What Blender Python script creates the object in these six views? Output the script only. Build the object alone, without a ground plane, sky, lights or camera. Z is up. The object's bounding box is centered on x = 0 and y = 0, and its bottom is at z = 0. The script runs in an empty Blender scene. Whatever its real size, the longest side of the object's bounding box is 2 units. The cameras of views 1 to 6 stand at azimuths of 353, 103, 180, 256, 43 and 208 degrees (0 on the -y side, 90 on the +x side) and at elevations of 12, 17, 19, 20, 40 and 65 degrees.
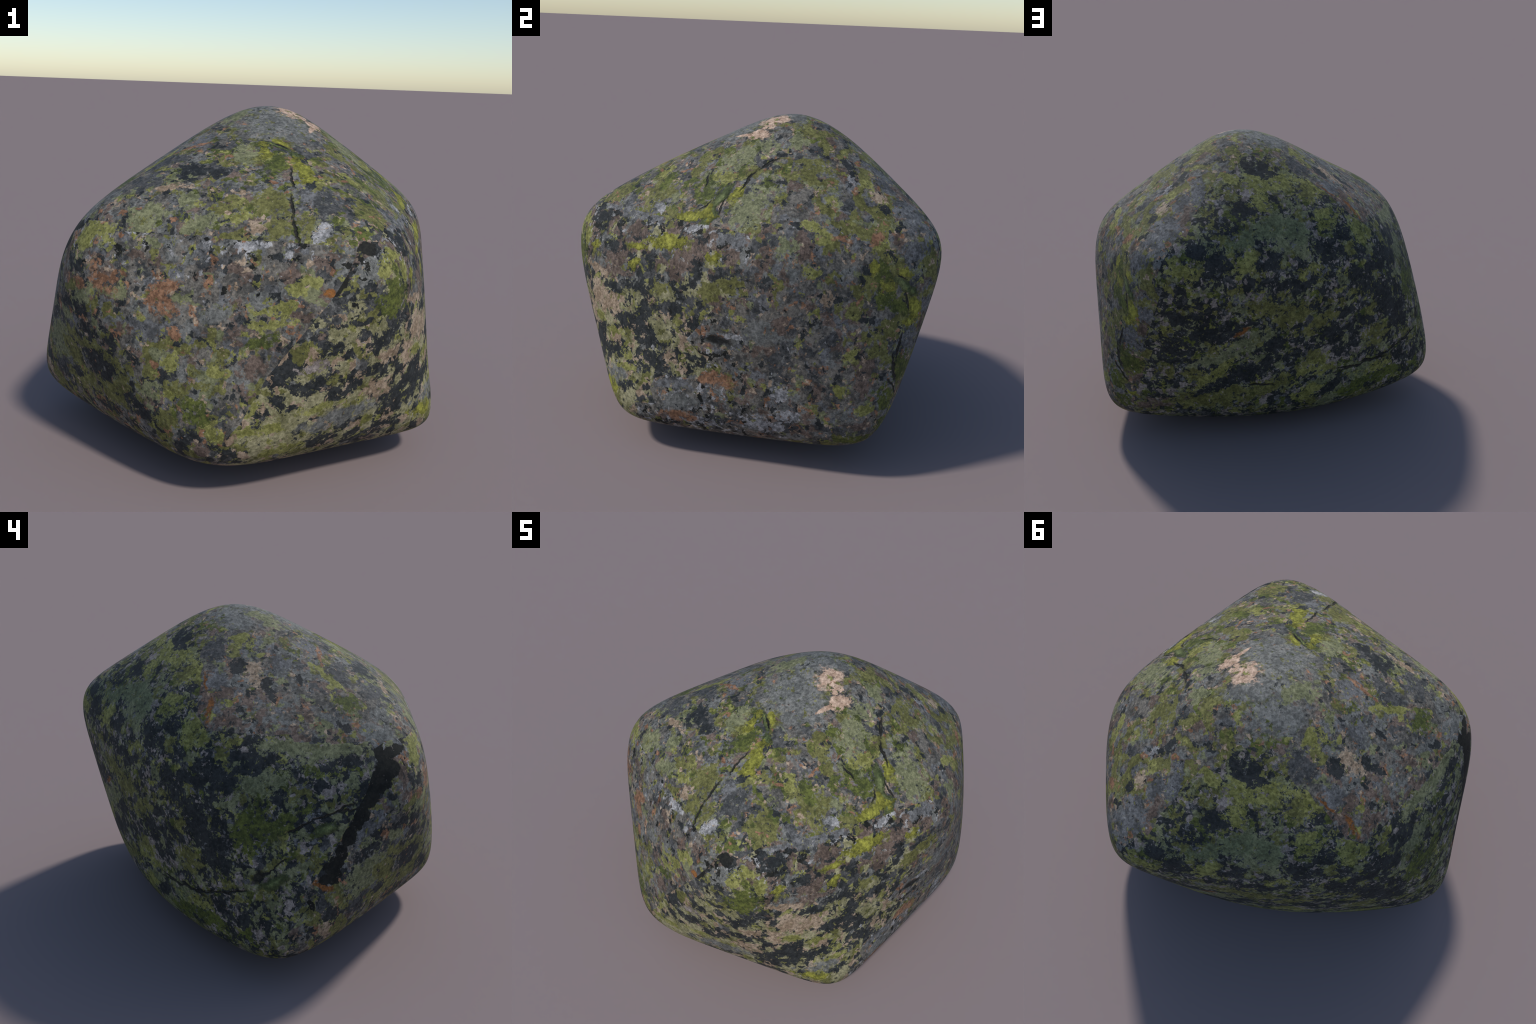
"""A lichen-covered boulder: a rounded, many-cornered block resting on one edge.

Form     - a coarse control cage (a lattice of 98 corners) smoothed by Catmull-Clark
           subdivision into one closed stone.
Surface  - the stone is covered by five fields of rock and lichen that meet at hard seams
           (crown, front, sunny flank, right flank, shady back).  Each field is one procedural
           material: granite ground, scattered lichen layers, then named colonies,
           cracks and stains that sit at known places (azimuth / elevation on the stone).
"""
import bpy, bmesh, math
import numpy as np
from mathutils import Matrix, Vector
from mathutils.bvhtree import BVHTree

CENTRE = Vector((0.0, 0.0, 0.83))          # azimuth 0 looks along -y, 90 along +x

# ----------------------------------------------------------------------------- form
# control cage: a 4 x 4 x 4 lattice of cells pulled to the corners and ridges of the stone.
# key = lattice place (i, j, k), i: left-right, j: front-back, k: bottom-top
CAGE = {
    # underside
    (0, 0, 0): (-0.284, -0.956, 0.200),
    (1, 0, 0): (-0.069, -0.978, 0.144),
    (2, 0, 0): (0.308, -0.817, 0.159),
    (3, 0, 0): (0.749, -0.658, 0.155),
    (4, 0, 0): (0.982, -0.564, 0.139),
    (0, 1, 0): (-0.487, -0.699, 0.203),
    (1, 1, 0): (-0.231, -0.668, 0.054),
    (2, 1, 0): (0.209, -0.492, 0.028),
    (3, 1, 0): (0.710, -0.363, 0.060),
    (4, 1, 0): (0.974, -0.291, 0.140),
    (0, 2, 0): (-0.788, -0.283, 0.175),
    (1, 2, 0): (-0.502, -0.181, 0.014),
    (2, 2, 0): (0.021, 0.024, -0.027),
    (3, 2, 0): (0.606, 0.124, 0.017),
    (4, 2, 0): (0.938, 0.177, 0.136),
    (0, 3, 0): (-1.022, 0.053, 0.155),
    (1, 3, 0): (-0.703, 0.241, 0.049),
    (2, 3, 0): (-0.116, 0.503, 0.010),
    (3, 3, 0): (0.542, 0.562, 0.038),
    (4, 3, 0): (0.919, 0.569, 0.115),
    (0, 4, 0): (-1.044, 0.222, 0.174),
    (1, 4, 0): (-0.718, 0.451, 0.155),
    (2, 4, 0): (-0.121, 0.757, 0.144),
    (3, 4, 0): (0.540, 0.785, 0.164),
    (4, 4, 0): (0.884, 0.756, 0.155),
    # foot
    (0, 0, 1): (-0.369, -0.880, 0.461),
    (1, 0, 1): (-0.055, -1.007, 0.427),
    (2, 0, 1): (0.304, -0.946, 0.466),
    (3, 0, 1): (0.665, -0.774, 0.463),
    (4, 0, 1): (0.898, -0.554, 0.416),
    (0, 1, 1): (-0.655, -0.625, 0.533),
    (4, 1, 1): (0.952, -0.189, 0.459),
    (0, 2, 1): (-0.880, -0.279, 0.507),
    (4, 2, 1): (0.987, 0.250, 0.471),
    (0, 3, 1): (-1.023, 0.023, 0.412),
    (4, 3, 1): (0.952, 0.592, 0.405),
    (0, 4, 1): (-0.976, 0.279, 0.377),
    (1, 4, 1): (-0.616, 0.548, 0.415),
    (2, 4, 1): (-0.036, 0.818, 0.449),
    (3, 4, 1): (0.542, 0.876, 0.466),
    (4, 4, 1): (0.847, 0.813, 0.405),
    # belt
    (0, 0, 2): (-0.501, -0.748, 0.846),
    (1, 0, 2): (-0.069, -0.918, 0.810),
    (2, 0, 2): (0.321, -1.013, 0.843),
    (3, 0, 2): (0.617, -0.916, 0.859),
    (4, 0, 2): (0.819, -0.601, 0.829),
    (0, 1, 2): (-0.827, -0.578, 0.914),
    (4, 1, 2): (0.951, -0.154, 0.874),
    (0, 2, 2): (-0.928, -0.317, 0.875),
    (4, 2, 2): (1.045, 0.257, 0.887),
    (0, 3, 2): (-0.916, 0.032, 0.779),
    (4, 3, 2): (0.903, 0.591, 0.792),
    (0, 4, 2): (-0.837, 0.411, 0.749),
    (1, 4, 2): (-0.512, 0.681, 0.802),
    (2, 4, 2): (0.018, 0.874, 0.845),
    (3, 4, 2): (0.487, 0.973, 0.846),
    (4, 4, 2): (0.720, 0.892, 0.774),
    # shoulder
    (0, 0, 3): (-0.517, -0.652, 1.159),
    (1, 0, 3): (-0.066, -0.798, 1.138),
    (2, 0, 3): (0.328, -0.964, 1.126),
    (3, 0, 3): (0.568, -0.956, 1.114),
    (4, 0, 3): (0.716, -0.638, 1.079),
    (0, 1, 3): (-0.784, -0.513, 1.188),
    (4, 1, 3): (0.908, -0.174, 1.118),
    (0, 2, 3): (-0.788, -0.273, 1.175),
    (4, 2, 3): (1.055, 0.216, 1.147),
    (0, 3, 3): (-0.732, 0.095, 1.155),
    (4, 3, 3): (0.843, 0.582, 1.063),
    (0, 4, 3): (-0.665, 0.477, 1.137),
    (1, 4, 3): (-0.378, 0.700, 1.163),
    (2, 4, 3): (0.065, 0.872, 1.155),
    (3, 4, 3): (0.426, 1.036, 1.113),
    (4, 4, 3): (0.619, 0.954, 1.039),
    # crown
    (0, 0, 4): (-0.383, -0.528, 1.317),
    (1, 0, 4): (-0.042, -0.557, 1.355),
    (2, 0, 4): (0.295, -0.661, 1.325),
    (3, 0, 4): (0.522, -0.705, 1.248),
    (4, 0, 4): (0.655, -0.572, 1.182),
    (0, 1, 4): (-0.445, -0.348, 1.362),
    (1, 1, 4): (-0.045, -0.215, 1.528),
    (2, 1, 4): (0.264, -0.213, 1.549),
    (3, 1, 4): (0.530, -0.242, 1.402),
    (4, 1, 4): (0.765, -0.193, 1.246),
    (0, 2, 4): (-0.389, -0.106, 1.404),
    (1, 2, 4): (-0.015, 0.068, 1.676),
    (2, 2, 4): (0.251, 0.141, 1.729),
    (3, 2, 4): (0.548, 0.178, 1.515),
    (4, 2, 4): (0.871, 0.206, 1.299),
    (0, 3, 4): (-0.379, 0.182, 1.400),
    (1, 3, 4): (-0.052, 0.290, 1.616),
    (2, 3, 4): (0.218, 0.403, 1.628),
    (3, 3, 4): (0.491, 0.552, 1.426),
    (4, 3, 4): (0.743, 0.602, 1.229),
    (0, 4, 4): (-0.429, 0.437, 1.342),
    (1, 4, 4): (-0.180, 0.533, 1.407),
    (2, 4, 4): (0.160, 0.678, 1.373),
    (3, 4, 4): (0.447, 0.896, 1.264),
    (4, 4, 4): (0.619, 0.930, 1.166),
}


def lattice_faces(n=4):
    faces = []
    for axis in range(3):
        for side in (0, n):
            for a in range(n):
                for b in range(n):
                    quad = []
                    for da, db in ((0, 0), (1, 0), (1, 1), (0, 1)):
                        p = [0, 0, 0]
                        p[axis], p[(axis + 1) % 3], p[(axis + 2) % 3] = side, a + da, b + db
                        quad.append(tuple(p))
                    faces.append(quad if side else quad[::-1])
    return faces


def stone_mesh(levels=5):
    keys = list(CAGE)
    number = {k: i for i, k in enumerate(keys)}
    me = bpy.data.meshes.new("boulder")
    me.from_pydata([CAGE[k] for k in keys], [], [[number[k] for k in f] for f in lattice_faces()])
    ob = bpy.data.objects.new("boulder", me)
    bpy.context.scene.collection.objects.link(ob)
    sub = ob.modifiers.new("smooth", "SUBSURF")
    sub.levels = sub.render_levels = levels
    sub.use_limit_surface = False
    graph = bpy.context.evaluated_depsgraph_get()
    fine = bpy.data.meshes.new_from_object(ob.evaluated_get(graph))
    ob.modifiers.clear()
    ob.data = fine
    fine.name = "boulder"
    return ob


# ----------------------------------------------------------------------------- seams
# the crown ends at these elevations, going round by azimuth
CROWN_EDGE = [
    (-184.7, 60.7), (-175.7, 65.7), (-164.9, 60.5), (-155.2, 53.1), (-149.8, 52.6), (-145.0, 45.7), (-141.8, 43.8), (-135.1, 31.8),
    (-129.0, 27.1), (-125.6, 27.6), (-96.2, 28.4), (-95.2, 25.6), (-68.5, 22.4), (-68.3, 20.1), (-64.0, 21.5), (-53.9, 21.0), (-46.0, 21.8),
    (-45.2, 19.6), (-33.4, 21.0), (-17.3, 22.2), (5.3, 20.4), (13.6, 19.0), (18.8, 18.0), (18.9, 15.8), (22.6, 14.9), (24.7, 18.5),
    (30.0, 17.7), (35.4, 20.9), (41.5, 21.7), (53.5, 22.9), (69.5, 23.7), (85.5, 23.0), (98.8, 21.1), (100.3, 22.1), (100.5, 24.3),
    (102.7, 24.8), (104.4, 34.5), (108.0, 35.5), (112.6, 48.0), (117.2, 48.8), (121.5, 54.3), (127.0, 53.2), (131.7, 57.1),
    (142.3, 57.3), (153.0, 59.2), (165.1, 62.0), (175.3, 60.7), (184.3, 65.7)]
# the upright seams between the sides: azimuth at each elevation, from low to high
BACK_TO_FRONT = [(-90, -100), (-30.1, -98.8), (-27.7, -97.3), (-26.1, -98.6), (-20.6, -92.9), (-18.4, -94.8), (-14.5, -91.1), (-3.9, -82.8), (2.3, -78.5), (7.2, -74.8), (17.3, -69.3), (24, -68.4)]
FRONT_TO_FLANK = [(-90, -10), (-34.9, -10.1), (-33.0, -8.8), (-32.0, -10.0), (-30.9, -8.6), (-28.7, -8.7), (-24.5, -4.4), (-13.9, 1.8), (-0.8, 11.9), (5.5, 16.6), (11.0, 20.1), (14.9, 22.6), (22, 23)]
FLANK_TO_RIGHT = [(-90, 65), (-33.7, 65.2), (-28.6, 64.5), (-28.4, 70.7), (-24.8, 68.9), (-22.6, 70.1), (-21.4, 73.3), (-21.2, 83.4), (-17.9, 85.5), (-14.3, 87.0), (-13.9, 84.1), (-10.6, 79.7), (-6.0, 83.5), (3.7, 90.7), (5.1, 98.3), (10.5, 96.0), (15.9, 98.1), (20.8, 97.3), (26, 98)]
RIGHT_TO_BACK = [(-90, 135), (-31.9, 135.2), (-10.5, 146.9), (-9.2, 144.6), (3.0, 150.0), (9.3, 152.6), (9.6, 150.5), (19.9, 153.0), (23.4, 153.3), (23.7, 155.7), (26.5, 155.5), (30.2, 154.4), (33.6, 154.9), (49.7, 155.2), (50.2, 160.7), (62.0, 165.0), (70, 165)]
FIELDS = ("crown", "front", "flank", "right", "back")


def heading(az, el):
    a, e = math.radians(az), math.radians(el)
    return Vector((math.sin(a) * math.cos(e), -math.cos(a) * math.cos(e), math.sin(e)))


def azel(p):
    return np.degrees(np.arctan2(p[:, 0], -p[:, 1])), np.degrees(np.arctan2(p[:, 2], np.hypot(p[:, 0], p[:, 1])))


def field_of(p):
    """number of the field at each point p (n x 3, from the centre)"""
    az, el = azel(p)
    crown = el > np.interp(az, *zip(*CROWN_EDGE))
    bf, ff, fr, rb = (np.interp(el, *zip(*s)) for s in (BACK_TO_FRONT, FRONT_TO_FLANK, FLANK_TO_RIGHT, RIGHT_TO_BACK))
    side = np.where((az < bf) | (az >= rb), 4, np.where(az < ff, 1, np.where(az < fr, 2, 3)))
    return np.where(crown, 0, side)


def cut_seams(ob):
    """cut the faces along every seam so that the fields meet in clean, straight-edged joints"""
    lines = [CROWN_EDGE[1:]] + [[(a, e) for e, a in s] for s in (BACK_TO_FRONT, FRONT_TO_FLANK, FLANK_TO_RIGHT, RIGHT_TO_BACK)]
    bm = bmesh.new()
    bm.from_mesh(ob.data)
    for line in lines:
        for (a0, e0), (a1, e1) in zip(line, line[1:]):
            if min(e0, e1) < -60 and max(e0, e1) < -20:
                e0, a0 = (-60, a1) if e0 < e1 else (e0, a0)
            p, q = heading(a0, e0), heading(a1, e1)
            n = p.cross(q)
            if n.length < 1e-6:
                continue
            n.normalize()
            half, mid = (p - q).length / 2 + 0.012, (p + q).normalized()
            near = []
            for f in bm.faces:
                d = f.calc_center_median() - CENTRE
                d.normalize()
                if abs(d.dot(n)) < 0.035 and (d - mid).length < half:
                    near.append(f)
            geom = list({v for f in near for v in f.verts}) + list({e for f in near for e in f.edges}) + near
            if near:
                bmesh.ops.bisect_plane(bm, geom=geom, dist=1e-5, plane_co=CENTRE, plane_no=n)
    me = ob.data
    bm.to_mesh(me)
    bm.free()
    mid = np.array([f.center for f in me.polygons]) - np.array(CENTRE)
    me.polygons.foreach_set("material_index", field_of(mid).astype(np.int32))
    me.polygons.foreach_set("use_smooth", np.ones(len(me.polygons), bool))
    me.update()


# ----------------------------------------------------------------------------- pigments
# two tones of each stuff; the surface wavers between them
PIGMENT = {
    "grey": ((0.11, 0.112, 0.103), (0.185, 0.184, 0.168)),
    "stone": ((0.068, 0.065, 0.058), (0.175, 0.158, 0.132)),
    "slate": ((0.074, 0.075, 0.075), (0.155, 0.155, 0.155)),
    "darkgrey": ((0.038, 0.041, 0.042), (0.084, 0.083, 0.08)),
    "black": ((0.014, 0.017, 0.018), (0.032, 0.035, 0.035)),
    "void": ((0.002, 0.003, 0.002), (0.014, 0.014, 0.01)),
    "crack": ((0.012, 0.012, 0.009), (0.034, 0.031, 0.022)),  # dark colour painted for the shade inside creases; bump adds slight depth
    "smudge": ((0.006, 0.007, 0.006), (0.018, 0.018, 0.017)),
    "brown": ((0.085, 0.06, 0.046), (0.165, 0.12, 0.095)),
    "tan": ((0.24, 0.17, 0.11), (0.38, 0.29, 0.205)),
    "pink": ((0.4, 0.26, 0.175), (0.54, 0.39, 0.29)),
    "pinkgrey": ((0.17, 0.14, 0.125), (0.29, 0.25, 0.225)),
    "white": ((0.18, 0.18, 0.18), (0.36, 0.35, 0.345)),
    "orange": ((0.17, 0.085, 0.045), (0.3, 0.16, 0.09)),
    "rust": ((0.13, 0.05, 0.012), (0.25, 0.1, 0.025)),
    "sage": ((0.122, 0.13, 0.064), (0.205, 0.208, 0.11)),
    "teal": ((0.1, 0.112, 0.055), (0.155, 0.168, 0.085)),
    "khaki": ((0.19, 0.18, 0.085), (0.31, 0.285, 0.165)),
    "olive": ((0.098, 0.096, 0.027), (0.165, 0.16, 0.052)),
    "moss": ((0.05, 0.062, 0.014), (0.105, 0.12, 0.024)),
    "ridge": ((0.09, 0.115, 0.04), (0.15, 0.175, 0.065)),  # green lightened to paint the lit crest of folds beside the cracks
    "lime": ((0.15, 0.15, 0.036), (0.25, 0.244, 0.078)),
    "yellow": ((0.19, 0.19, 0.03), (0.31, 0.3, 0.048)),
}


class Weave:
    """small helper that wires shader nodes"""

    def __init__(self, name):
        self.mat = bpy.data.materials.new(name)
        self.mat.use_nodes = True
        self.t = self.mat.node_tree
        self.t.nodes.clear()
        self.coord = self.add("ShaderNodeTexCoord").outputs["Object"]

    def add(self, kind, **props):
        n = self.t.nodes.new(kind)
        for k, v in props.items():
            setattr(n, k, v)
        return n

    def put(self, socket, value):
        if isinstance(value, bpy.types.NodeSocket):
            self.t.links.new(value, socket)
        else:
            socket.default_value = value

    def math(self, op, a, b=0.0, clamp=False):
        n = self.add("ShaderNodeMath", operation=op, use_clamp=clamp)
        self.put(n.inputs[0], a)
        self.put(n.inputs[1], b)
        return n.outputs[0]

    def vmath(self, op, a, b=None, scale=None):
        n = self.add("ShaderNodeVectorMath", operation=op)
        self.put(n.inputs[0], a)
        if b is not None:
            self.put(n.inputs[1], b)
        if scale is not None:
            self.put(n.inputs["Scale"], scale)
        return n.outputs["Value" if op in ("LENGTH", "DOT_PRODUCT", "DISTANCE") else "Vector"]

    def noise(self, vec, scale, detail=4.0, rough=0.55, seed=0.0, colour=False, dist=0.0):
        n = self.add("ShaderNodeTexNoise", noise_dimensions="3D")
        if seed:
            vec = self.vmath("ADD", vec, (seed * 3.17, seed * -5.31, seed * 7.77))
        self.put(n.inputs["Vector"], vec)
        self.put(n.inputs["Scale"], scale)
        self.put(n.inputs["Detail"], detail)
        self.put(n.inputs["Roughness"], rough)
        self.put(n.inputs["Distortion"], dist)
        return n.outputs["Color" if colour else "Fac"]

    def ramp(self, x, lo, hi, out0=0.0, out1=1.0, smooth=True):
        n = self.add("ShaderNodeMapRange", interpolation_type="SMOOTHSTEP" if smooth else "LINEAR")
        for i, v in enumerate((x, lo, hi, out0, out1)):
            self.put(n.inputs[i], v)
        return n.outputs[0]

    def mix(self, f, a, b, blend="MIX"):
        n = self.add("ShaderNodeMix", data_type="RGBA", blend_type=blend)
        self.put(n.inputs["Factor"], f)
        self.put(n.inputs[6], a if isinstance(a, bpy.types.NodeSocket) else (*a, 1))
        self.put(n.inputs[7], b if isinstance(b, bpy.types.NodeSocket) else (*b, 1))
        return n.outputs[2]


def threshold(cover):
    """noise level above which about this share of the surface lies (fractal noise, spread 0.1)"""
    lo, hi = -4.0, 4.0
    for _ in range(40):
        m = (lo + hi) / 2
        lo, hi = (m, hi) if 0.5 * math.erfc(m / math.sqrt(2)) > cover else (lo, m)
    return 0.5 + SPREAD * lo


SPREAD = 0.085

# ----------------------------------------------------------------------------- scattered cover
# field: ground pigment, then layers (pigment, patches per metre, share covered, seed, where)
# where = (direction, offset, strength): more of it on the side that the direction points to
COVER = {
    "crown": ("stone", [("grey", 7, 0.42, 1), ("slate", 11, 0.16, 2), ("brown", 13, 0.18, 3), ("sage", 8, 0.15, 4), ("darkgrey", 10, 0.16, 11), ("olive", 8, 0.13, 5, ((0.6, -0.2, 0.1), -0.05, 0.05)), ("moss", 13, 0.08, 12, ((0.6, -0.2, 0.1), -0.05, 0.05)), ("brown", 15, 0.12, 14, ((-0.7, 0.5, -0.2), 0.15, 0.08)), ("black", 14, 0.09, 6), ("orange", 20, 0.05, 7), ("lime", 16, 0.07, 8), ("tan", 22, 0.06, 9), ("black", 28, 0.06, 13)]),
    "front": ("stone", [("grey", 8, 0.28, 1), ("brown", 10, 0.26, 2), ("slate", 12, 0.16, 3), ("darkgrey", 9, 0.18, 11), ("black", 10, 0.16, 4, ((-0.75, -0.1, -0.55), 0.1, 0.08)), ("olive", 10, 0.13, 5, ((-0.5, 0, -1), -0.6, 0.05)), ("sage", 12, 0.12, 6), ("orange", 14, 0.08, 7), ("lime", 17, 0.07, 8), ("tan", 21, 0.07, 12), ("white", 26, 0.04, 13, ((0, 0, 1), 0.98, 0.06)), ("void", 22, 0.05, 22, ((0, 0, 1), 1.0, 0.06)), ("black", 22, 0.09, 9)]),
    "flank": ("darkgrey", [("black", 9, 0.34, 1, ((0, 0, -1), -0.85, 0.07)), ("grey", 9, 0.30, 2, ((0, 0, 1), 0.9, 0.07)), ("brown", 9, 0.24, 3, ((0, 0, 1), 0.95, 0.09)), ("khaki", 9, 0.34, 4, ((0, 0, -1), -0.8, 0.06)), ("olive", 12, 0.18, 5), ("tan", 14, 0.10, 6, ((0, 0, -1), -0.8, 0.05)), ("lime", 16, 0.10, 7), ("white", 22, 0.04, 9, ((0, 0, 1), 0.98, 0.06)), ("void", 16, 0.07, 21, ((0, 0, 1), 1.0, 0.06)), ("black", 14, 0.18, 8), ("black", 26, 0.08, 10)]),
    "right": ("stone", [("grey", 8, 0.28, 1), ("brown", 10, 0.30, 2), ("slate", 12, 0.16, 3), ("darkgrey", 9, 0.18, 11), ("olive", 9, 0.22, 4, ((-0.2, 1, 0.5), 0.75, 0.06)), ("sage", 14, 0.08, 5), ("orange", 20, 0.06, 6), ("lime", 16, 0.06, 7), ("tan", 24, 0.06, 10), ("black", 19, 0.09, 8), ("white", 26, 0.05, 9, ((0, -1, -1), -0.45, 0.06)), ("void", 24, 0.05, 23, ((0, -1, -0.3), -0.3, 0.04))]),
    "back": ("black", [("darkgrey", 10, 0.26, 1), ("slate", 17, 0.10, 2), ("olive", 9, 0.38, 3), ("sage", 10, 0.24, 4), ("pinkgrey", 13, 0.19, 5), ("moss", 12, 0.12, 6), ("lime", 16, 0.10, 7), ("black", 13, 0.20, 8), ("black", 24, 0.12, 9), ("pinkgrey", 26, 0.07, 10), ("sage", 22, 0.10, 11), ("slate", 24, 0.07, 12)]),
}
# share of tiny dark pits, share of tiny pale dots, colour of the dots
FINE = {"crown": (0.7, 0.4, (0.26, 0.23, 0.20)), "front": (0.8, 0.5, (0.28, 0.24, 0.2)), "flank": (0.8, 0.4, (0.3, 0.27, 0.18)), "right": (0.8, 0.5, (0.27, 0.25, 0.24)), "back": (0.8, 0.4, (0.2, 0.2, 0.17))}

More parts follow.
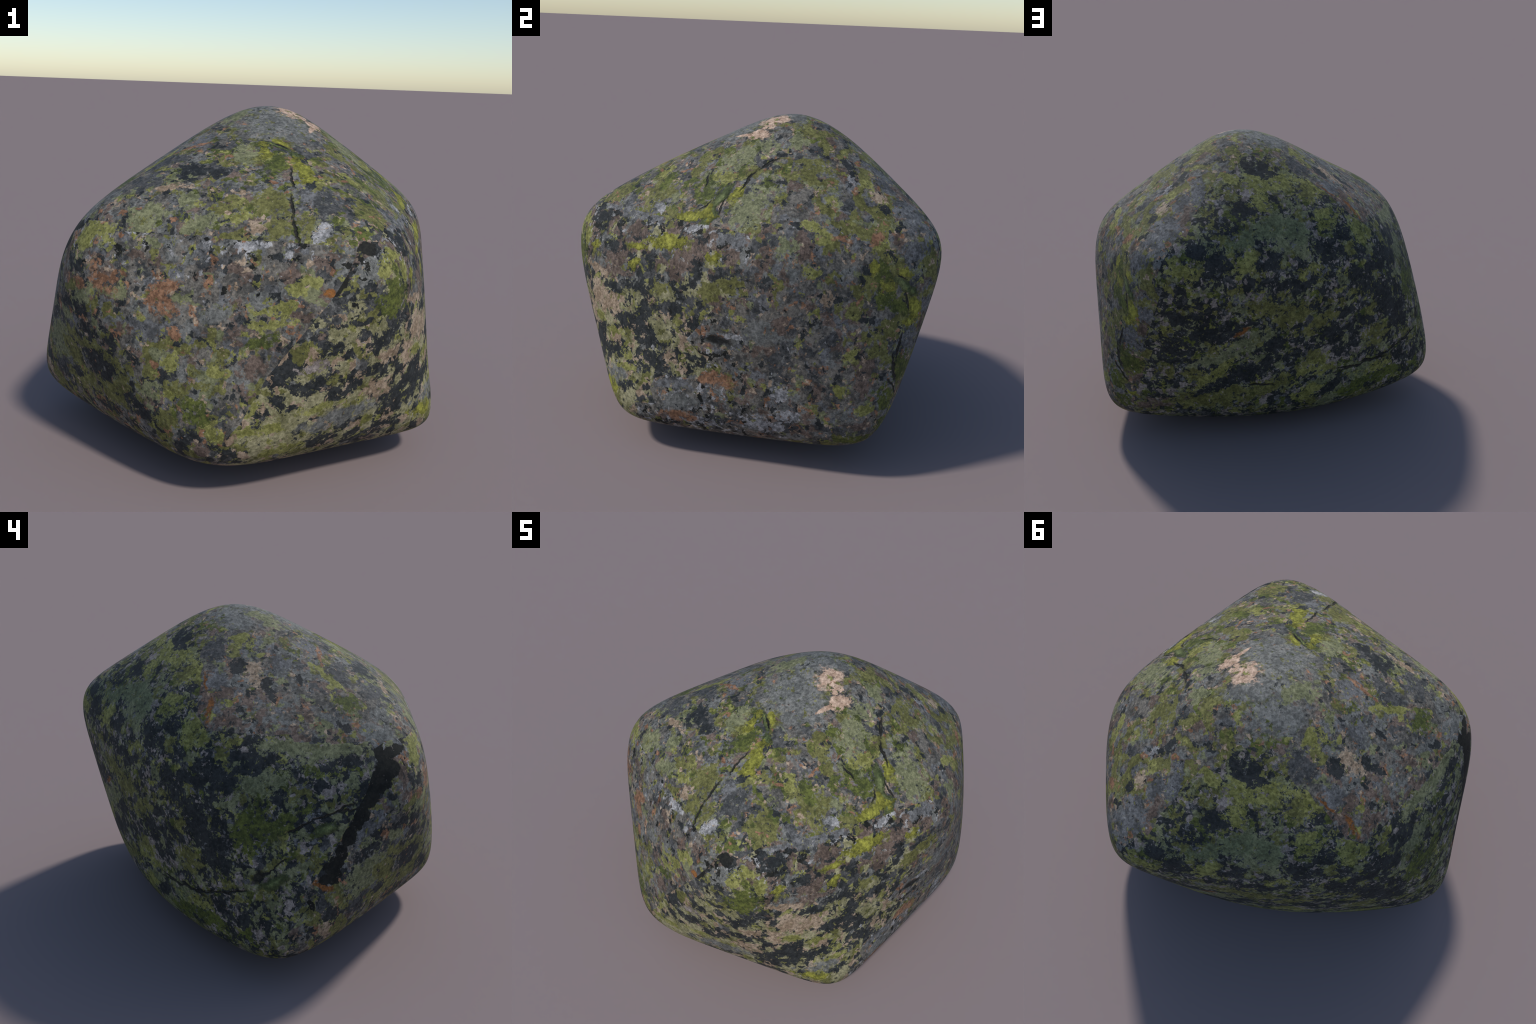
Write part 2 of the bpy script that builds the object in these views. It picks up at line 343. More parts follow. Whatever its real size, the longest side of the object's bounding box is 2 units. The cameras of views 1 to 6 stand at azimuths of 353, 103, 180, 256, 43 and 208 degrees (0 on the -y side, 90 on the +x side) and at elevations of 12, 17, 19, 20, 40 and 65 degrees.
# ----------------------------------------------------------------------------- colonies
# field: pigment: (azimuth, elevation, half length cm, half width cm, tilt) of each patch, crack or stain
COLONIES = {
    "crown": {
        "pink": [(106.5, 73.4, 8.6, 6.2, 30), (91.5, 63.7, 5.7, 4.0, 7), (98.4, 68.9, 4.8, 3.8, 3), (76.9, 64.7, 4.1, 1.4, 19)],
        "grey": [(54.6, 74.7, 19.0, 16.1, 1), (58.7, 75.1, 22.5, 9.8, -77), (58.1, 73.7, 15.8, 11.3, -54), (130.2, 78.7, 20.4, 7.0, 62), (178.8, 75.8, 13.7, 8.8, -32), (-63.3, 24.1, 9.0, 4.0, -41)],
        "sage": [(96.7, 30.7, 15.1, 9.3, 90), (84.9, 51.5, 8.6, 7.3, 9), (-128.7, 86.4, 9.3, 5.6, -71), (-2.6, 60.1, 9.0, 5.4, -70), (-38.3, 24.8, 9.1, 5.1, 48), (-19.2, 25.8, 8.3, 4.3, 29), (100.2, 55.9, 6.1, 4.7, -42), (119.6, 55.0, 6.2, 4.2, -76), (-26.4, 34.1, 5.4, 4.0, -72), (117.7, 58.1, 6.2, 3.1, 74), (-117.9, 59.0, 6.1, 3.1, -62), (78.8, 45.0, 5.5, 3.3, -10)],
        "yellow": [(26.2, 46.9, 10.2, 4.2, -81), (76.3, 25.6, 9.7, 3.5, 11), (12.2, 61.1, 6.5, 3.0, -79), (90.4, 35.2, 5.6, 3.1, 78), (29.5, 64.5, 4.7, 2.8, -58), (79.9, 27.8, 4.8, 2.5, 82), (23.3, 41.5, 4.1, 2.8, 20)],
        "ridge": [(83.3, 32.3, 13.0, 2.7, 83), (82.2, 25.8, 5.1, 3.2, 82), (28.7, 55.8, 5.0, 2.5, -70), (23.7, 63.0, 7.4, 1.5, -35)],
        "crack": [(93.1, 41.1, 7.3, 0.7, 83), (17.3, 43.8, 7.2, 0.5, -88), (10.5, 23.6, 7.0, 0.7, -72), (12.2, 31.2, 7.0, 0.7, -84), (101.7, 47.8, 6.4, 0.9, 46), (85.5, 29.7, 4.5, 0.6, -78), (72.5, 39.8, 4.5, 0.5, -65), (25.9, 62.6, 4.1, 0.7, -36), (78.5, 29.5, 4.0, 0.5, 62)],
        "olive": [(53.7, 30.9, 11.9, 7.3, -80), (5.8, 33.6, 10.4, 7.9, 59), (7.7, 24.9, 8.6, 4.6, 55), (14.2, 24.3, 7.2, 3.5, 86)],
        "rust": [(-131.5, 35.6, 7.4, 1.6, -86), (-140.9, 45.9, 6.3, 0.6, -64)],
        "moss": [(13.3, 53.8, 10.8, 5.9, 69), (-67.6, 37.1, 7.8, 6.0, -52), (75.3, 34.9, 7.8, 5.5, -51), (52.1, 36.7, 8.2, 4.0, -73)],
        "black": [(-27.0, 47.1, 11.6, 2.9, 5), (-35.2, 49.2, 6.9, 3.9, -2), (-129.1, 57.3, 5.5, 3.9, 85), (-106.0, 49.1, 4.8, 3.9, -67), (-27.3, 48.9, 4.7, 3.6, -40), (-18.8, 47.9, 5.2, 3.1, 26)],
        "lime": [(-143.1, 69.8, 5.6, 4.2, 46), (83.1, 41.1, 6.4, 3.6, 2), (44.5, 39.7, 5.4, 4.0, -0), (-6.4, 28.9, 6.3, 3.3, 49), (-66.4, 49.0, 9.0, 2.1, -63), (-69.5, 57.8, 4.6, 2.6, -55), (8.9, 56.7, 3.9, 2.9, 11), (76.7, 42.1, 4.1, 2.7, -9)],
        "orange": [(-52.1, 64.7, 8.5, 1.3, 48), (-56.3, 61.7, 6.3, 0.9, 56)],
        "darkgrey": [(-56.1, 52.7, 10.7, 6.3, 42), (-26.4, 49.4, 13.6, 4.2, 11), (-48.0, 37.4, 9.4, 6.0, 30), (22.6, 30.1, 10.0, 5.2, 75), (-155.3, 60.0, 7.3, 6.4, -30), (-156.2, 61.7, 7.2, 5.9, -79)],
        "tan": [(-118.3, 58.7, 5.6, 4.2, -44), (0.5, 25.8, 5.9, 3.3, 29), (-113.2, 51.1, 4.3, 4.2, -15), (-36.4, 38.1, 6.5, 2.4, 25)],
        "slate": [(-55.4, 70.3, 7.8, 5.5, -55), (18.4, 33.1, 7.7, 4.7, 74), (-135.0, 47.8, 6.8, 5.0, -87), (-93.4, 62.5, 6.4, 4.4, -20)],
        "white": [(16.4, 21.3, 5.2, 2.9, 45), (59.8, 26.5, 3.9, 3.0, -11)],
    },
    "front": {
        "void": [(-69.5, 10.2, 5.9, 5.5, 86), (-66.6, 14.2, 6.2, 5.0, 1), (-73.1, 6.9, 6.5, 4.4, 55), (-69.2, 11.2, 6.1, 4.6, 45), (-76.8, 1.1, 7.0, 3.9, 58), (-80.5, -4.1, 5.3, 3.9, 70), (-86.2, -12.9, 6.0, 2.9, -28), (-62.8, 18.2, 6.1, 2.7, 11), (-82.8, -8.5, 4.1, 3.8, 59), (-84.6, -11.1, 3.9, 3.0, -19), (-87.8, -15.0, 3.6, 2.6, 15), (-67.7, 18.6, 3.7, 2.5, 76), (-85.8, -15.3, 3.5, 2.6, -38), (-92.3, -20.8, 4.0, 1.5, -53)],
        "sage": [(-73.7, -15.0, 13.3, 5.8, 19), (-44.0, -20.2, 7.9, 6.7, 22), (-73.8, -20.0, 8.1, 5.9, -14), (-72.4, -20.7, 8.8, 4.6, 22), (-29.2, -21.0, 7.3, 4.4, -2), (-52.5, 2.0, 7.2, 3.9, 16), (-72.9, -8.4, 6.5, 4.2, -21), (-42.6, 3.7, 6.8, 3.3, -4), (-62.9, -7.1, 5.5, 3.5, -22), (-54.6, -1.6, 6.6, 2.9, 18), (-70.2, -13.3, 5.3, 3.4, -38), (12.1, 6.7, 4.1, 3.6, 4)],
        "black": [(-53.1, -19.8, 9.2, 5.9, -1), (-47.4, -19.7, 7.1, 6.5, -17), (-52.2, -10.1, 8.3, 4.4, -1), (-35.0, -26.6, 7.7, 4.7, -23), (-74.3, -9.7, 7.4, 3.5, 26), (-49.7, -33.3, 7.9, 3.2, 3), (-47.1, -22.4, 7.4, 2.9, 27), (-54.5, -4.2, 5.0, 3.7, 2), (-61.7, -3.3, 5.3, 2.9, 14), (-50.9, -16.8, 4.8, 3.0, -13), (-65.0, -25.9, 4.3, 3.3, 3), (-55.1, 7.8, 4.9, 2.7, 10), (-56.6, -12.4, 4.0, 3.2, -4)],
        "lime": [(-51.2, 18.9, 9.2, 4.2, 3), (4.1, 2.7, 7.9, 2.6, 16), (-54.3, 14.6, 5.3, 3.2, 15), (9.6, 8.2, 6.2, 2.5, 14), (-23.4, -13.5, 4.3, 3.5, -63), (4.4, -0.7, 6.8, 2.1, 14), (0.3, -1.7, 6.3, 2.1, -1), (9.0, 8.0, 6.2, 2.1, 24), (-10.6, -13.6, 4.8, 2.7, -4), (-10.6, -27.4, 4.2, 3.0, -75), (-59.6, -25.0, 3.9, 2.9, 21), (12.2, 9.2, 4.1, 2.6, 4), (-46.5, 16.9, 4.4, 2.3, 3), (-23.7, -20.8, 4.4, 2.2, 14)],
        "orange": [(-45.9, 5.7, 8.2, 3.8, -18), (-27.5, 1.4, 6.0, 4.8, -47), (-27.6, 4.9, 8.4, 2.3, 29), (-28.1, 6.0, 6.2, 2.7, 24), (-53.7, 3.8, 4.0, 2.8, 3), (-25.4, -0.8, 5.1, 2.1, 15), (-41.7, 7.8, 4.9, 2.0, 6), (-49.3, 10.0, 3.7, 2.2, -37)],
        "olive": [(-63.3, -19.0, 9.7, 6.1, -14), (-43.7, -17.2, 15.9, 3.7, -19), (-46.2, -25.8, 14.1, 3.9, -18), (-57.9, -26.1, 8.1, 6.8, 21), (-66.4, -28.6, 9.7, 4.9, -21), (-63.2, -19.4, 7.7, 5.8, -10), (-58.0, -14.0, 9.7, 4.2, -12), (-80.5, -30.6, 9.0, 4.3, -40), (-44.0, -27.7, 9.0, 4.2, -5), (-82.0, -31.0, 6.5, 5.1, -66), (-61.8, -26.4, 8.6, 3.6, -31), (-41.5, -24.0, 7.9, 3.8, 11), (-24.3, -26.5, 6.2, 4.5, 14), (-21.5, -19.2, 7.2, 3.2, 20)],
        "slate": [(-71.7, -25.4, 11.1, 5.6, 28), (-61.0, -10.1, 10.1, 4.7, 23), (-29.3, -5.3, 8.8, 4.0, 16), (-76.1, -3.5, 7.8, 4.2, 36), (-71.1, -0.1, 5.5, 4.3, 23)],
        "darkgrey": [(-74.8, -25.6, 9.8, 7.9, -6), (-65.8, -11.0, 9.3, 5.4, -31)],
        "moss": [(-16.0, -23.2, 8.4, 5.5, 3), (0.7, -5.7, 6.8, 3.0, 16)],
        "brown": [(-2.0, -11.7, 6.3, 4.8, 4), (-14.2, -31.3, 4.1, 3.5, -79), (-6.4, -2.9, 5.2, 2.7, -86)],
        "rust": [(-89.1, -16.3, 5.0, 1.8, -32), (16.1, 7.0, 2.7, 1.8, 2)],
        "tan": [(-87.4, -28.7, 5.7, 3.5, -40), (-58.8, -26.3, 4.6, 3.6, -65), (-62.1, -30.2, 3.7, 3.5, 76)],
        "white": [(-3.1, 19.5, 4.8, 2.4, 14)],
        "grey": [(-12.0, 0.2, 8.1, 3.8, 24)],
    },
    "flank": {
        "tan": [(47.3, -5.0, 14.4, 7.4, -13), (47.1, -4.3, 14.8, 3.5, -7), (41.5, -9.8, 6.7, 4.6, 14), (33.7, -18.5, 7.2, 4.1, 7), (43.1, 2.6, 8.5, 2.1, -13), (33.9, -9.7, 5.7, 3.0, 3)],
        "yellow": [(69.9, 16.3, 11.0, 3.8, 7), (53.0, -27.4, 8.3, 3.1, -8), (87.3, 14.4, 4.9, 2.7, 37), (58.7, 7.4, 5.5, 2.3, 35), (67.6, 17.2, 6.6, 1.9, 27), (42.0, 9.2, 5.2, 2.4, 11), (58.5, 12.7, 6.8, 1.7, 5), (71.1, 15.1, 3.8, 2.6, -34)],
        "black": [(42.8, -18.9, 13.5, 4.1, 28), (32.3, -4.4, 10.2, 5.1, 25), (52.7, -17.8, 10.8, 4.7, 14), (69.4, -18.4, 8.9, 5.2, 10), (59.6, -9.5, 10.4, 3.6, 9), (13.0, -16.2, 9.9, 3.2, 7), (20.5, -32.4, 7.6, 3.5, -1), (65.7, -4.5, 5.5, 3.9, 12), (20.7, -18.7, 6.0, 3.4, -19), (47.0, -14.2, 5.5, 3.6, 1), (59.0, 1.2, 7.5, 2.6, -1), (82.9, -16.6, 6.1, 3.2, 5), (45.9, -21.6, 6.3, 2.9, 7), (39.3, 16.9, 5.5, 3.1, 10), (16.5, -32.9, 4.8, 3.5, -2), (49.1, 10.2, 5.3, 3.1, -1), (24.8, -15.7, 5.1, 3.2, -60), (52.1, -1.3, 7.9, 2.0, -6), (63.1, -10.2, 4.6, 3.4, 6), (4.2, -19.7, 4.5, 3.5, 4), (17.1, -6.8, 5.9, 2.6, 16), (30.0, -13.4, 6.3, 2.4, 11)],
        "brown": [(50.7, 7.2, 10.2, 5.5, 7), (79.6, 15.0, 10.4, 4.8, 13), (56.3, 17.2, 7.6, 3.9, 5), (52.2, 3.7, 9.0, 3.3, 1), (77.1, 10.9, 6.6, 3.8, -7)],
        "void": [(26.0, 16.4, 5.0, 3.3, -5), (18.7, 8.4, 5.2, 1.4, 58)],
        "grey": [(23.3, -25.7, 19.8, 5.2, 11), (55.1, -24.2, 10.2, 4.8, 23)],
        "lime": [(54.3, -27.4, 6.6, 5.0, 6), (4.0, -33.6, 9.3, 2.7, -9), (32.8, 13.7, 5.7, 4.1, -28), (10.2, -33.0, 7.5, 3.1, -6), (45.5, -10.9, 5.9, 2.9, -5), (14.9, -22.2, 6.2, 2.5, 12), (3.3, -25.8, 4.8, 3.2, 16), (59.3, -18.2, 5.9, 2.6, -11), (29.6, 11.1, 4.2, 3.2, -3), (37.1, 9.5, 4.1, 3.2, 77), (59.9, -21.2, 6.1, 2.0, 4), (54.2, -13.2, 6.1, 2.0, 7), (-1.7, -21.4, 5.3, 2.2, 43), (-2.5, -26.6, 4.8, 2.4, -3)],
        "slate": [(51.3, 22.2, 17.6, 3.5, -2), (92.8, 19.5, 8.3, 4.4, 6)],
        "moss": [(31.9, 3.2, 8.8, 5.8, -11), (32.8, 6.7, 8.6, 4.8, 4), (32.6, 12.5, 6.6, 4.7, 7)],
        "olive": [(92.1, 7.2, 10.8, 3.5, 20), (86.8, 3.5, 7.2, 3.6, 25), (70.1, 2.4, 7.0, 3.1, 13)],
        "khaki": [(9.6, -30.5, 9.2, 4.2, -5), (6.5, -24.5, 8.1, 4.6, 14), (50.1, -9.9, 8.5, 4.2, -24), (61.2, -27.9, 8.1, 4.2, 13), (71.1, 1.6, 7.5, 4.0, 0), (44.2, -2.8, 7.1, 4.1, -9), (-0.4, -28.3, 7.2, 3.9, -8), (71.1, -7.9, 8.2, 3.2, 6), (19.2, -3.1, 7.0, 3.8, 11), (33.7, -7.7, 5.9, 4.3, -21), (14.6, -22.5, 7.3, 3.4, 11)],
        "white": [(78.7, 21.9, 5.6, 2.3, 18)],
        "pinkgrey": [(12.6, -11.5, 8.5, 2.3, 17)],
    },
    "right": {
        "crack": [(136.1, -13.1, 7.7, 0.8, -78), (136.3, -17.7, 7.1, 0.6, -56), (137.3, -8.0, 6.8, 0.7, 80), (139.8, 2.8, 4.5, 0.6, -78), (138.6, 9.0, 3.4, 0.5, -30)],
        "yellow": [(142.1, 0.5, 8.2, 3.2, -73), (138.9, 10.4, 4.5, 2.7, -20), (134.3, 7.5, 3.6, 3.3, -74), (134.3, 8.1, 3.3, 2.4, -7), (131.4, 12.3, 3.5, 1.9, 88), (140.3, -2.4, 3.4, 1.9, -16), (138.4, -24.6, 3.5, 1.6, -27)],
        "orange": [(87.3, -20.1, 11.7, 3.1, 1), (77.7, -31.6, 8.6, 2.9, 2), (92.0, -21.0, 5.6, 3.2, -8), (133.4, 19.7, 4.2, 2.7, 35), (122.9, 20.4, 4.3, 1.9, -11)],
        "olive": [(121.6, 45.0, 9.3, 6.6, -12), (131.8, -7.9, 8.1, 6.0, -80), (117.0, 41.1, 6.4, 5.6, -55), (122.3, -32.9, 5.8, 3.7, 24), (141.1, 38.9, 6.4, 3.1, 38)],
        "slate": [(147.1, 23.1, 11.2, 6.7, 83), (141.2, -7.3, 7.7, 7.0, -39), (146.1, 24.8, 8.7, 6.1, 89), (147.5, 34.1, 8.7, 5.0, 84), (143.2, 15.2, 7.5, 5.1, 3), (150.5, 39.6, 9.1, 4.2, -75), (140.5, -5.7, 7.2, 4.1, 23), (75.5, -23.4, 9.8, 3.0, 12), (146.8, 0.9, 5.4, 4.4, 29)],
        "moss": [(139.8, -14.1, 9.5, 6.4, -45), (133.9, -19.4, 7.0, 5.8, -88), (126.2, -30.0, 9.2, 4.3, 7), (138.7, -13.6, 7.7, 4.8, 66), (136.2, 3.2, 8.2, 3.9, -38), (133.8, 10.7, 7.9, 3.8, -69), (135.5, -26.7, 6.5, 4.5, -7), (133.0, 9.9, 7.1, 3.3, 77), (134.1, 3.6, 6.1, 3.6, -7)],
        "white": [(102.6, -30.6, 6.2, 3.6, 0), (109.1, -26.8, 5.0, 3.0, 14), (107.3, -21.4, 3.8, 3.4, 37), (134.8, 38.6, 3.6, 3.1, 59), (86.9, -33.6, 4.2, 2.4, 21), (93.6, -7.3, 5.6, 1.7, -4), (83.0, -32.5, 4.2, 2.3, 19), (107.3, -30.6, 3.4, 2.6, 34)],
        "ridge": [(138.9, 7.4, 6.9, 2.3, -37), (141.8, 5.1, 3.1, 2.4, -20)],
        "smudge": [(89.1, -9.0, 7.8, 2.0, 0)],
        "lime": [(128.9, -21.8, 4.6, 3.3, 19), (124.4, -9.0, 4.2, 3.3, 12), (134.4, 17.6, 4.6, 2.8, 33), (115.4, 24.0, 4.7, 2.7, -43), (117.7, 20.1, 4.7, 2.5, -21), (114.0, 12.2, 3.9, 2.6, -2), (124.0, 31.6, 3.6, 2.8, -48), (139.7, 36.0, 3.1, 3.0, -59), (119.2, 20.4, 3.7, 2.5, 4)],
        "grey": [(100.6, -4.1, 7.5, 5.7, 19), (77.6, -27.7, 8.9, 4.3, 14)],
        "brown": [(141.3, -19.5, 5.3, 3.6, 49), (111.2, 37.2, 4.1, 3.6, 85), (145.4, -3.5, 5.1, 2.7, 61), (151.8, 30.6, 5.7, 2.4, -87)],
        "black": [(137.0, 43.1, 6.4, 2.7, -90)],
        "tan": [(140.7, 30.7, 4.1, 3.5, 78), (118.0, 5.5, 4.3, 2.9, -5)],
        "sage": [(108.4, 18.5, 4.1, 3.6, 8)],
    },
    "back": {
        "crack": [(-85.4, 2.9, 11.8, 0.5, 20), (-139.5, -29.1, 11.2, 0.7, 8), (-127.7, -26.1, 10.4, 0.6, 13), (-114.3, -20.2, 8.0, 0.5, 21), (-131.2, -27.2, 8.0, 0.5, -3), (-119.6, -22.5, 7.9, 0.6, 15), (-142.1, -29.2, 7.7, 0.5, -6), (178.3, -29.9, 6.5, 0.7, -11), (-102.2, -11.3, 6.4, 0.3, 42), (-94.8, -0.9, 6.4, 0.5, 27), (-107.1, -14.6, 3.6, 2.2, 48), (-107.2, -14.6, 3.4, 2.2, 48), (-80.8, 3.2, 5.4, 0.6, 4)],
        "lime": [(-176.6, 49.8, 15.4, 5.5, 1), (-134.7, 26.4, 8.9, 5.9, -35), (162.4, -22.4, 13.8, 3.6, 41), (-161.5, -37.2, 9.4, 4.6, 16), (-159.3, -26.2, 10.6, 3.5, 36), (173.8, 49.7, 6.7, 5.5, -84), (173.1, 17.5, 7.2, 4.1, 41), (156.1, 14.0, 7.5, 3.8, -12), (-151.1, 32.7, 6.2, 4.5, -2), (-128.1, -30.3, 8.8, 3.0, 8), (-127.5, -30.0, 11.1, 2.2, 6), (178.0, 40.5, 5.9, 3.7, -83), (-149.8, 47.9, 5.2, 4.1, 39), (174.9, 18.8, 5.3, 4.0, 38), (160.3, 48.2, 6.0, 3.5, -39), (-153.2, -28.8, 6.8, 3.0, 14), (-162.8, -39.1, 6.7, 2.9, 5)],
        "sage": [(168.6, -14.2, 29.0, 4.3, 25), (-172.6, 29.8, 11.3, 10.4, -26), (-86.1, 21.7, 17.7, 5.7, -4), (-148.0, -41.5, 12.3, 6.0, 41), (-166.2, 23.9, 11.3, 6.1, -14), (-106.9, 12.2, 12.3, 5.3, 20), (-155.4, -34.5, 12.2, 4.6, 33), (-135.6, -31.2, 7.6, 5.3, 18), (-169.9, 52.2, 8.2, 4.8, 14), (-110.4, 10.8, 7.5, 4.9, 12), (-100.0, 24.4, 11.2, 3.1, 4), (-77.4, 21.6, 9.0, 3.4, 6)],
        "olive": [(160.0, -32.1, 20.2, 6.4, -3), (-169.7, -2.8, 11.8, 5.7, 18), (-179.1, -31.5, 15.7, 4.2, 28), (-130.8, -16.3, 7.8, 6.7, 30), (-178.2, 1.8, 11.2, 4.4, -9), (167.1, -29.8, 9.8, 4.6, -6), (-158.6, -8.2, 10.2, 4.4, 31), (-159.7, -24.3, 11.3, 4.0, 32), (-129.8, -15.4, 10.3, 4.3, -7), (-154.7, 46.0, 6.9, 6.2, -44), (-132.7, -41.0, 10.7, 3.9, -6), (-151.1, 32.7, 7.7, 5.3, -6), (174.3, 17.5, 8.6, 4.6, 31), (157.6, -21.3, 10.2, 3.7, -9)],
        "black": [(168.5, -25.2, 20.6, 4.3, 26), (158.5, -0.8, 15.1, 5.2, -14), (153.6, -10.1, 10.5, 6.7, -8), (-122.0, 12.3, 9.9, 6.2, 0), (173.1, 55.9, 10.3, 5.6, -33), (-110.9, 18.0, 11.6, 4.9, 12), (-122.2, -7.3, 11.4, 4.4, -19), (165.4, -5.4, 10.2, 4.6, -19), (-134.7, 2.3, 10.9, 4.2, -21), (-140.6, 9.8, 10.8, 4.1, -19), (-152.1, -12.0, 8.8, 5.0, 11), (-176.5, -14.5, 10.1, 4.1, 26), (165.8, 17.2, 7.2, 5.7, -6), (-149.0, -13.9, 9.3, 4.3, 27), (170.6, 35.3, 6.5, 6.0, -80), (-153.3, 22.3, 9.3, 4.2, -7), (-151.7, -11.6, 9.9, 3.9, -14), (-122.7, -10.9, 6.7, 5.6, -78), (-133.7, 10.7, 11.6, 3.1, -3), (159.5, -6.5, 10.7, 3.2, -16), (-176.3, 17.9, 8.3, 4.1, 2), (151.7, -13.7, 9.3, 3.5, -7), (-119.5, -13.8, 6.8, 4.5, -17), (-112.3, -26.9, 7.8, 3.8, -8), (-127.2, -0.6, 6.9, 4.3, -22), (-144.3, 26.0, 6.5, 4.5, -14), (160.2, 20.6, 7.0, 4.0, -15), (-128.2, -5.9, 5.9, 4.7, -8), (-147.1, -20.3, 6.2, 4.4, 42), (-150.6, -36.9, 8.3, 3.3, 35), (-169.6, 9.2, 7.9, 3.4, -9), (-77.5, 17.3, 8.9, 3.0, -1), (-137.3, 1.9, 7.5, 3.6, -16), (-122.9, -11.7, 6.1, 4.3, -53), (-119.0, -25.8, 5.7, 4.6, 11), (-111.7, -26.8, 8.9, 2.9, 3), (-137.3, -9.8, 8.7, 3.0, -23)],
        "pinkgrey": [(-151.4, -23.1, 9.9, 7.1, 31), (-150.9, -24.2, 8.7, 4.4, -57)],
        "teal": [(-177.7, 30.1, 8.4, 7.0, 10), (-167.7, 29.2, 8.1, 6.7, -30), (173.6, 25.4, 6.1, 5.4, 12), (172.3, 24.0, 7.4, 4.4, -4), (-138.1, -30.1, 6.4, 5.1, -43), (-157.3, -35.5, 8.1, 4.0, 9)],
        "moss": [(-110.4, -2.1, 12.0, 6.3, 78), (-100.8, -0.2, 13.9, 4.6, 29), (-122.7, -32.6, 10.7, 5.5, -6), (-137.8, -38.6, 8.9, 5.4, -8), (-129.2, -34.8, 13.6, 3.3, 4), (-105.3, -2.8, 9.3, 4.6, 33)],
        "brown": [(142.9, -29.4, 11.0, 4.4, 13), (154.5, -30.1, 9.1, 3.1, 7)],
        "ridge": [(-102.2, -15.3, 7.6, 2.9, 21), (-87.7, -1.8, 7.6, 2.5, 19)],
        "rust": [(172.0, -6.9, 5.4, 1.8, 34)],
    },
}

# pigments laid down in this order; raggedness of the rim, softness of the rim
ORDER = ["grey", "slate", "darkgrey", "smudge", "sage", "teal", "khaki", "brown", "tan", "olive", "moss", "pinkgrey", "pink", "lime", "ridge", "yellow", "white", "orange", "rust", "black", "void", "crack"]
RAGGED = {"grey": (1.6, 0.3), "void": (0.8, 0.06), "crack": (0.9, 0.3), "pink": (1.8, 0.18), "smudge": (0.6, 0.6), "ridge": (1.2, 0.15), "rust": (1.4, 0.25), "orange": (2.2, 0.25), "white": (3.0, 0.1), "tan": (2.6, 0.12)}
RELIEF = {"crack": (-0.7, 1.5), "ridge": (0.9, 1.3), "yellow": (0.3, 1.1), "smudge": (-0.6, 1.4)}
RIMMED = ("sage", "olive", "teal", "lime")           # these colonies grow a paler rim
WHOLE = ("void", "crack", "smudge", "ridge", "yellow")


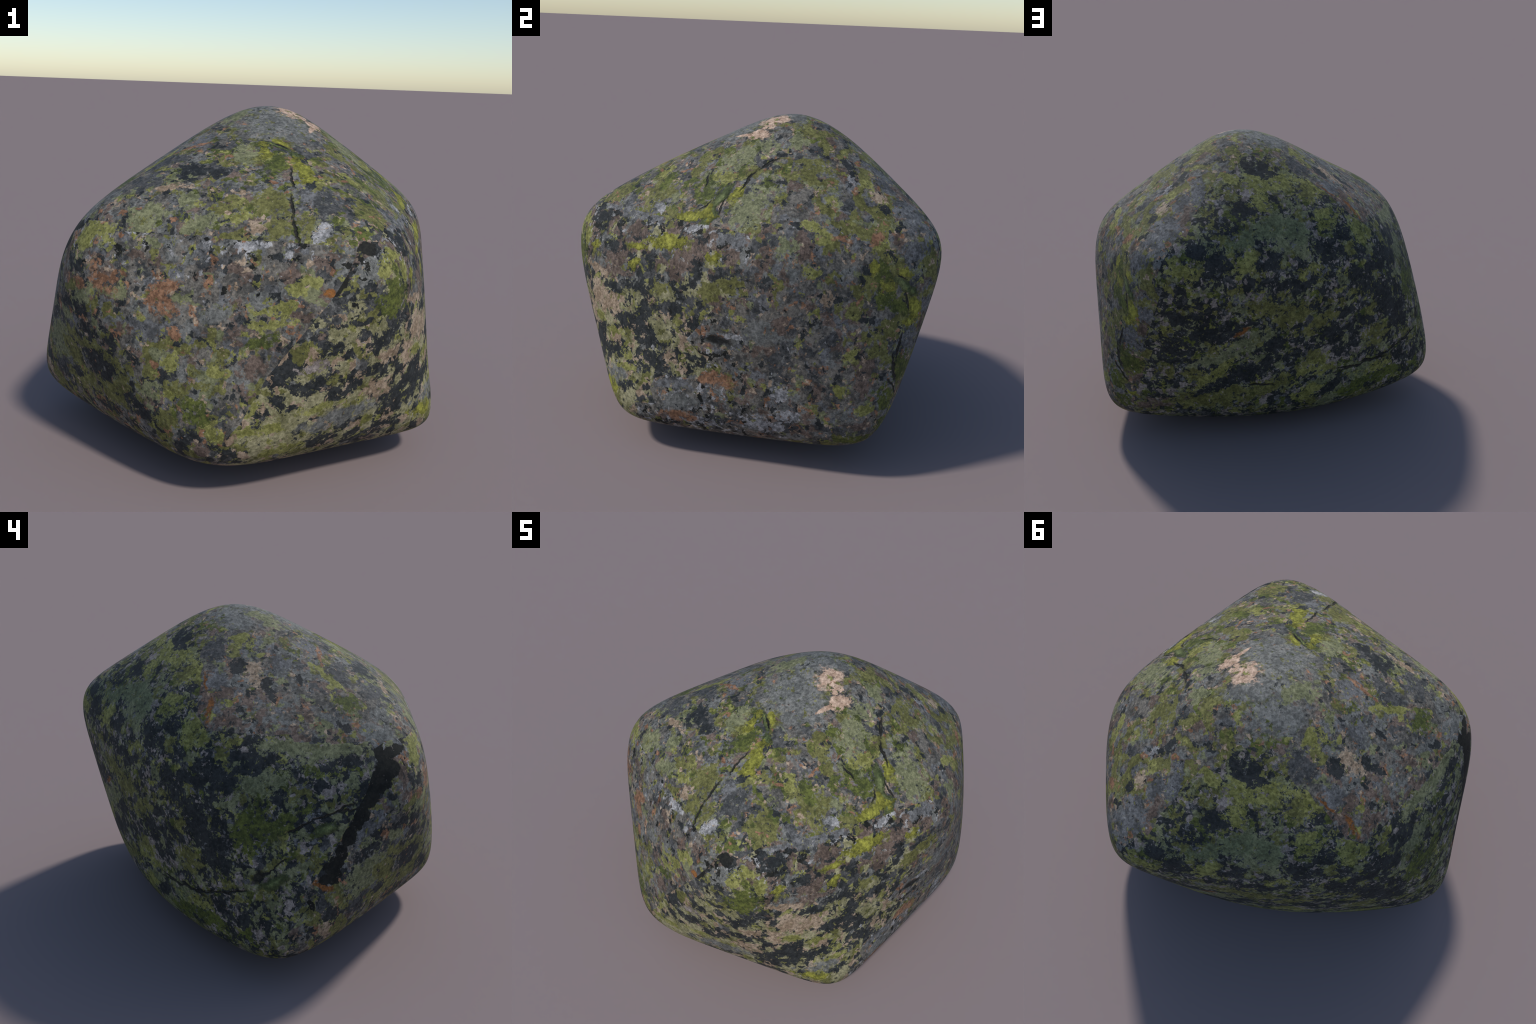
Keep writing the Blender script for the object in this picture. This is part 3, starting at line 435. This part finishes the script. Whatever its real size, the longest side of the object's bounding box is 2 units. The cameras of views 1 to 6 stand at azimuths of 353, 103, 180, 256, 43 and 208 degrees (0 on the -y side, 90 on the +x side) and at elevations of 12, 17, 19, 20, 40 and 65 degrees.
def field_material(number, name, tree):
    w = Weave(name + "_rock")
    p = w.coord
    grit = w.noise(p, 130, 3, 0.6, 1)                   # single grains
    speck = w.noise(p, 55, 5, 0.7, 2)                   # crumbs
    blotch = w.noise(p, 13, 5, 0.6, 3)                  # tone inside a patch
    warp = w.vmath("SUBTRACT", w.noise(p, 16, 4, 0.6, 4, colour=True), (0.5, 0.5, 0.5))
    q = w.vmath("ADD", p, w.vmath("SCALE", warp, scale=0.05))
    tone = w.ramp(w.math("ADD", w.math("MULTIPLY", blotch, 0.6), w.math("MULTIPLY", speck, 0.4)), 0.40, 0.60)

    def pigment(kind):
        a, b = PIGMENT[kind]
        return w.mix(tone, a, b)

    def scatter(colour, kind, scale, cover, seed, where=None, soft=0.012, detail=5.0, rough=0.56):
        f = w.noise(q, scale, detail, rough, seed + 10 * number)
        if where:
            d, off, k = where
            side = w.math("SUBTRACT", w.vmath("DOT_PRODUCT", p, Vector(d).normalized()), off)
            f = w.math("ADD", f, w.ramp(side, -0.22, 0.22, -k, k))
        t = threshold(cover)
        return w.mix(w.ramp(f, t - soft, t + soft), colour, pigment(kind))

    # granite ground with pale and dark crystals
    ground, layers = COVER[name]
    colour = pigment(ground)
    for lay in layers:
        colour = scatter(colour, *lay)
    # placed colonies
    rag = w.math("SUBTRACT", w.noise(p, 17, 8, 0.72, 7), 0.5)
    gaps = w.ramp(w.noise(q, 30, 6, 0.68, 8), threshold(0.20), threshold(0.16), 0.0, 1.0)      # bare spots inside a colony
    height = w.math("MULTIPLY", speck, 0.05)
    for kind in ORDER:
        spots = COLONIES.get(name, {}).get(kind)
        if not spots:
            continue
        nearest = None
        here = w.vmath("ADD", q, w.vmath("SCALE", colour, scale=1e-7))      # keeps the chain of patches in order
        for i, (az, el, half_long, half_wide, tilt) in enumerate(spots):
            at, _, _, _ = tree.ray_cast(CENTRE, heading(az, el))
            _, normal, _, _ = tree.find_nearest(at)
            east = Vector((0, 0, 1)).cross(normal).normalized()
            north = normal.cross(east)
            c, s = math.cos(math.radians(tilt)), math.sin(math.radians(tilt))
            along, across = east * c + north * s, north * c - east * s
            rot = np.array([along, across, normal]).T
            m = w.add("ShaderNodeMapping", vector_type="TEXTURE")
            if i % 8 == 7:
                here = w.vmath("ADD", q, w.vmath("SCALE", nearest, scale=1e-7))
            w.put(m.inputs["Vector"], here)
            m.inputs["Location"].default_value = at
            m.inputs["Rotation"].default_value = Matrix(rot.tolist()).to_euler()
            m.inputs["Scale"].default_value = (half_long / 100, half_wide / 100, max(half_wide, 0.6 * half_long) / 100)
            r = w.vmath("LENGTH", m.outputs[0])
            nearest = r if nearest is None else w.math("MINIMUM", nearest, r)
        ragged, soft = RAGGED.get(kind, (2.2, 0.07))
        edge = w.math("ADD", nearest, w.math("MULTIPLY", rag, ragged * 2))
        inside = w.ramp(edge, 1.0 - soft, 1.0 + soft, 1.0, 0.0)
        if kind not in WHOLE:
            inside = w.math("MULTIPLY", inside, w.math("SUBTRACT", 1.0, gaps))
        if kind in RELIEF:                                  # cracks and holes sink, crests and crusts rise
            lift, reach = RELIEF[kind]
            height = w.math("ADD", height, w.ramp(edge, 0.35, reach, lift, 0.0))
        body = pigment(kind)
        if kind in RIMMED:
            body = w.mix(w.ramp(edge, 0.72, 0.98, 0.0, 0.55), body, tuple(1.2 * c for c in PIGMENT[kind][1]))
        colour = w.mix(inside, colour, body)
    # crumbs, grains and tiny pits over everything
    pits = w.ramp(w.noise(p, 46, 5, 0.7, 9), 0.62, 0.66, 0.0, FINE[name][0])
    colour = w.mix(pits, colour, (0.02, 0.024, 0.028))
    dots = w.ramp(w.noise(p, 38, 5, 0.7, 10), 0.63, 0.68, 0.0, FINE[name][1])
    colour = w.mix(dots, colour, FINE[name][2])
    shade = w.math("MULTIPLY", w.ramp(speck, 0.36, 0.64, 0.62, 1.22, False), w.ramp(grit, 0.3, 0.7, 0.82, 1.18, False))
    n = w.add("ShaderNodeMix", data_type="RGBA", blend_type="MULTIPLY")
    n.inputs["Factor"].default_value = 1.0
    w.put(n.inputs[6], colour)
    g = w.add("ShaderNodeCombineColor")
    for i in range(3):
        w.put(g.inputs[i], shade)
    w.put(n.inputs[7], g.outputs[0])
    colour = n.outputs[2]

    bump = w.add("ShaderNodeBump")
    bump.inputs["Strength"].default_value = 1.0
    bump.inputs["Distance"].default_value = 0.014
    w.put(bump.inputs["Height"], height)
    b = w.add("ShaderNodeBsdfPrincipled")
    w.put(b.inputs["Base Color"], colour)
    w.put(b.inputs["Normal"], bump.outputs[0])
    b.inputs["Roughness"].default_value = 0.8
    b.inputs["Specular IOR Level"].default_value = 0.35
    out = w.add("ShaderNodeOutputMaterial")
    w.t.links.new(b.outputs[0], out.inputs[0])
    return w.mat


def main():
    boulder = stone_mesh()
    for name in FIELDS:
        boulder.data.materials.append(bpy.data.materials.new(name))
    cut_seams(boulder)
    bm = bmesh.new()
    bm.from_mesh(boulder.data)
    tree = BVHTree.FromBMesh(bm)
    bm.free()
    for i, name in enumerate(FIELDS):
        boulder.data.materials[i] = field_material(i, name, tree)
    boulder["label"] = "smooth rounded angular boulder mottled with green, yellow and black lichen"
    boulder["category"] = "boulder"


main()
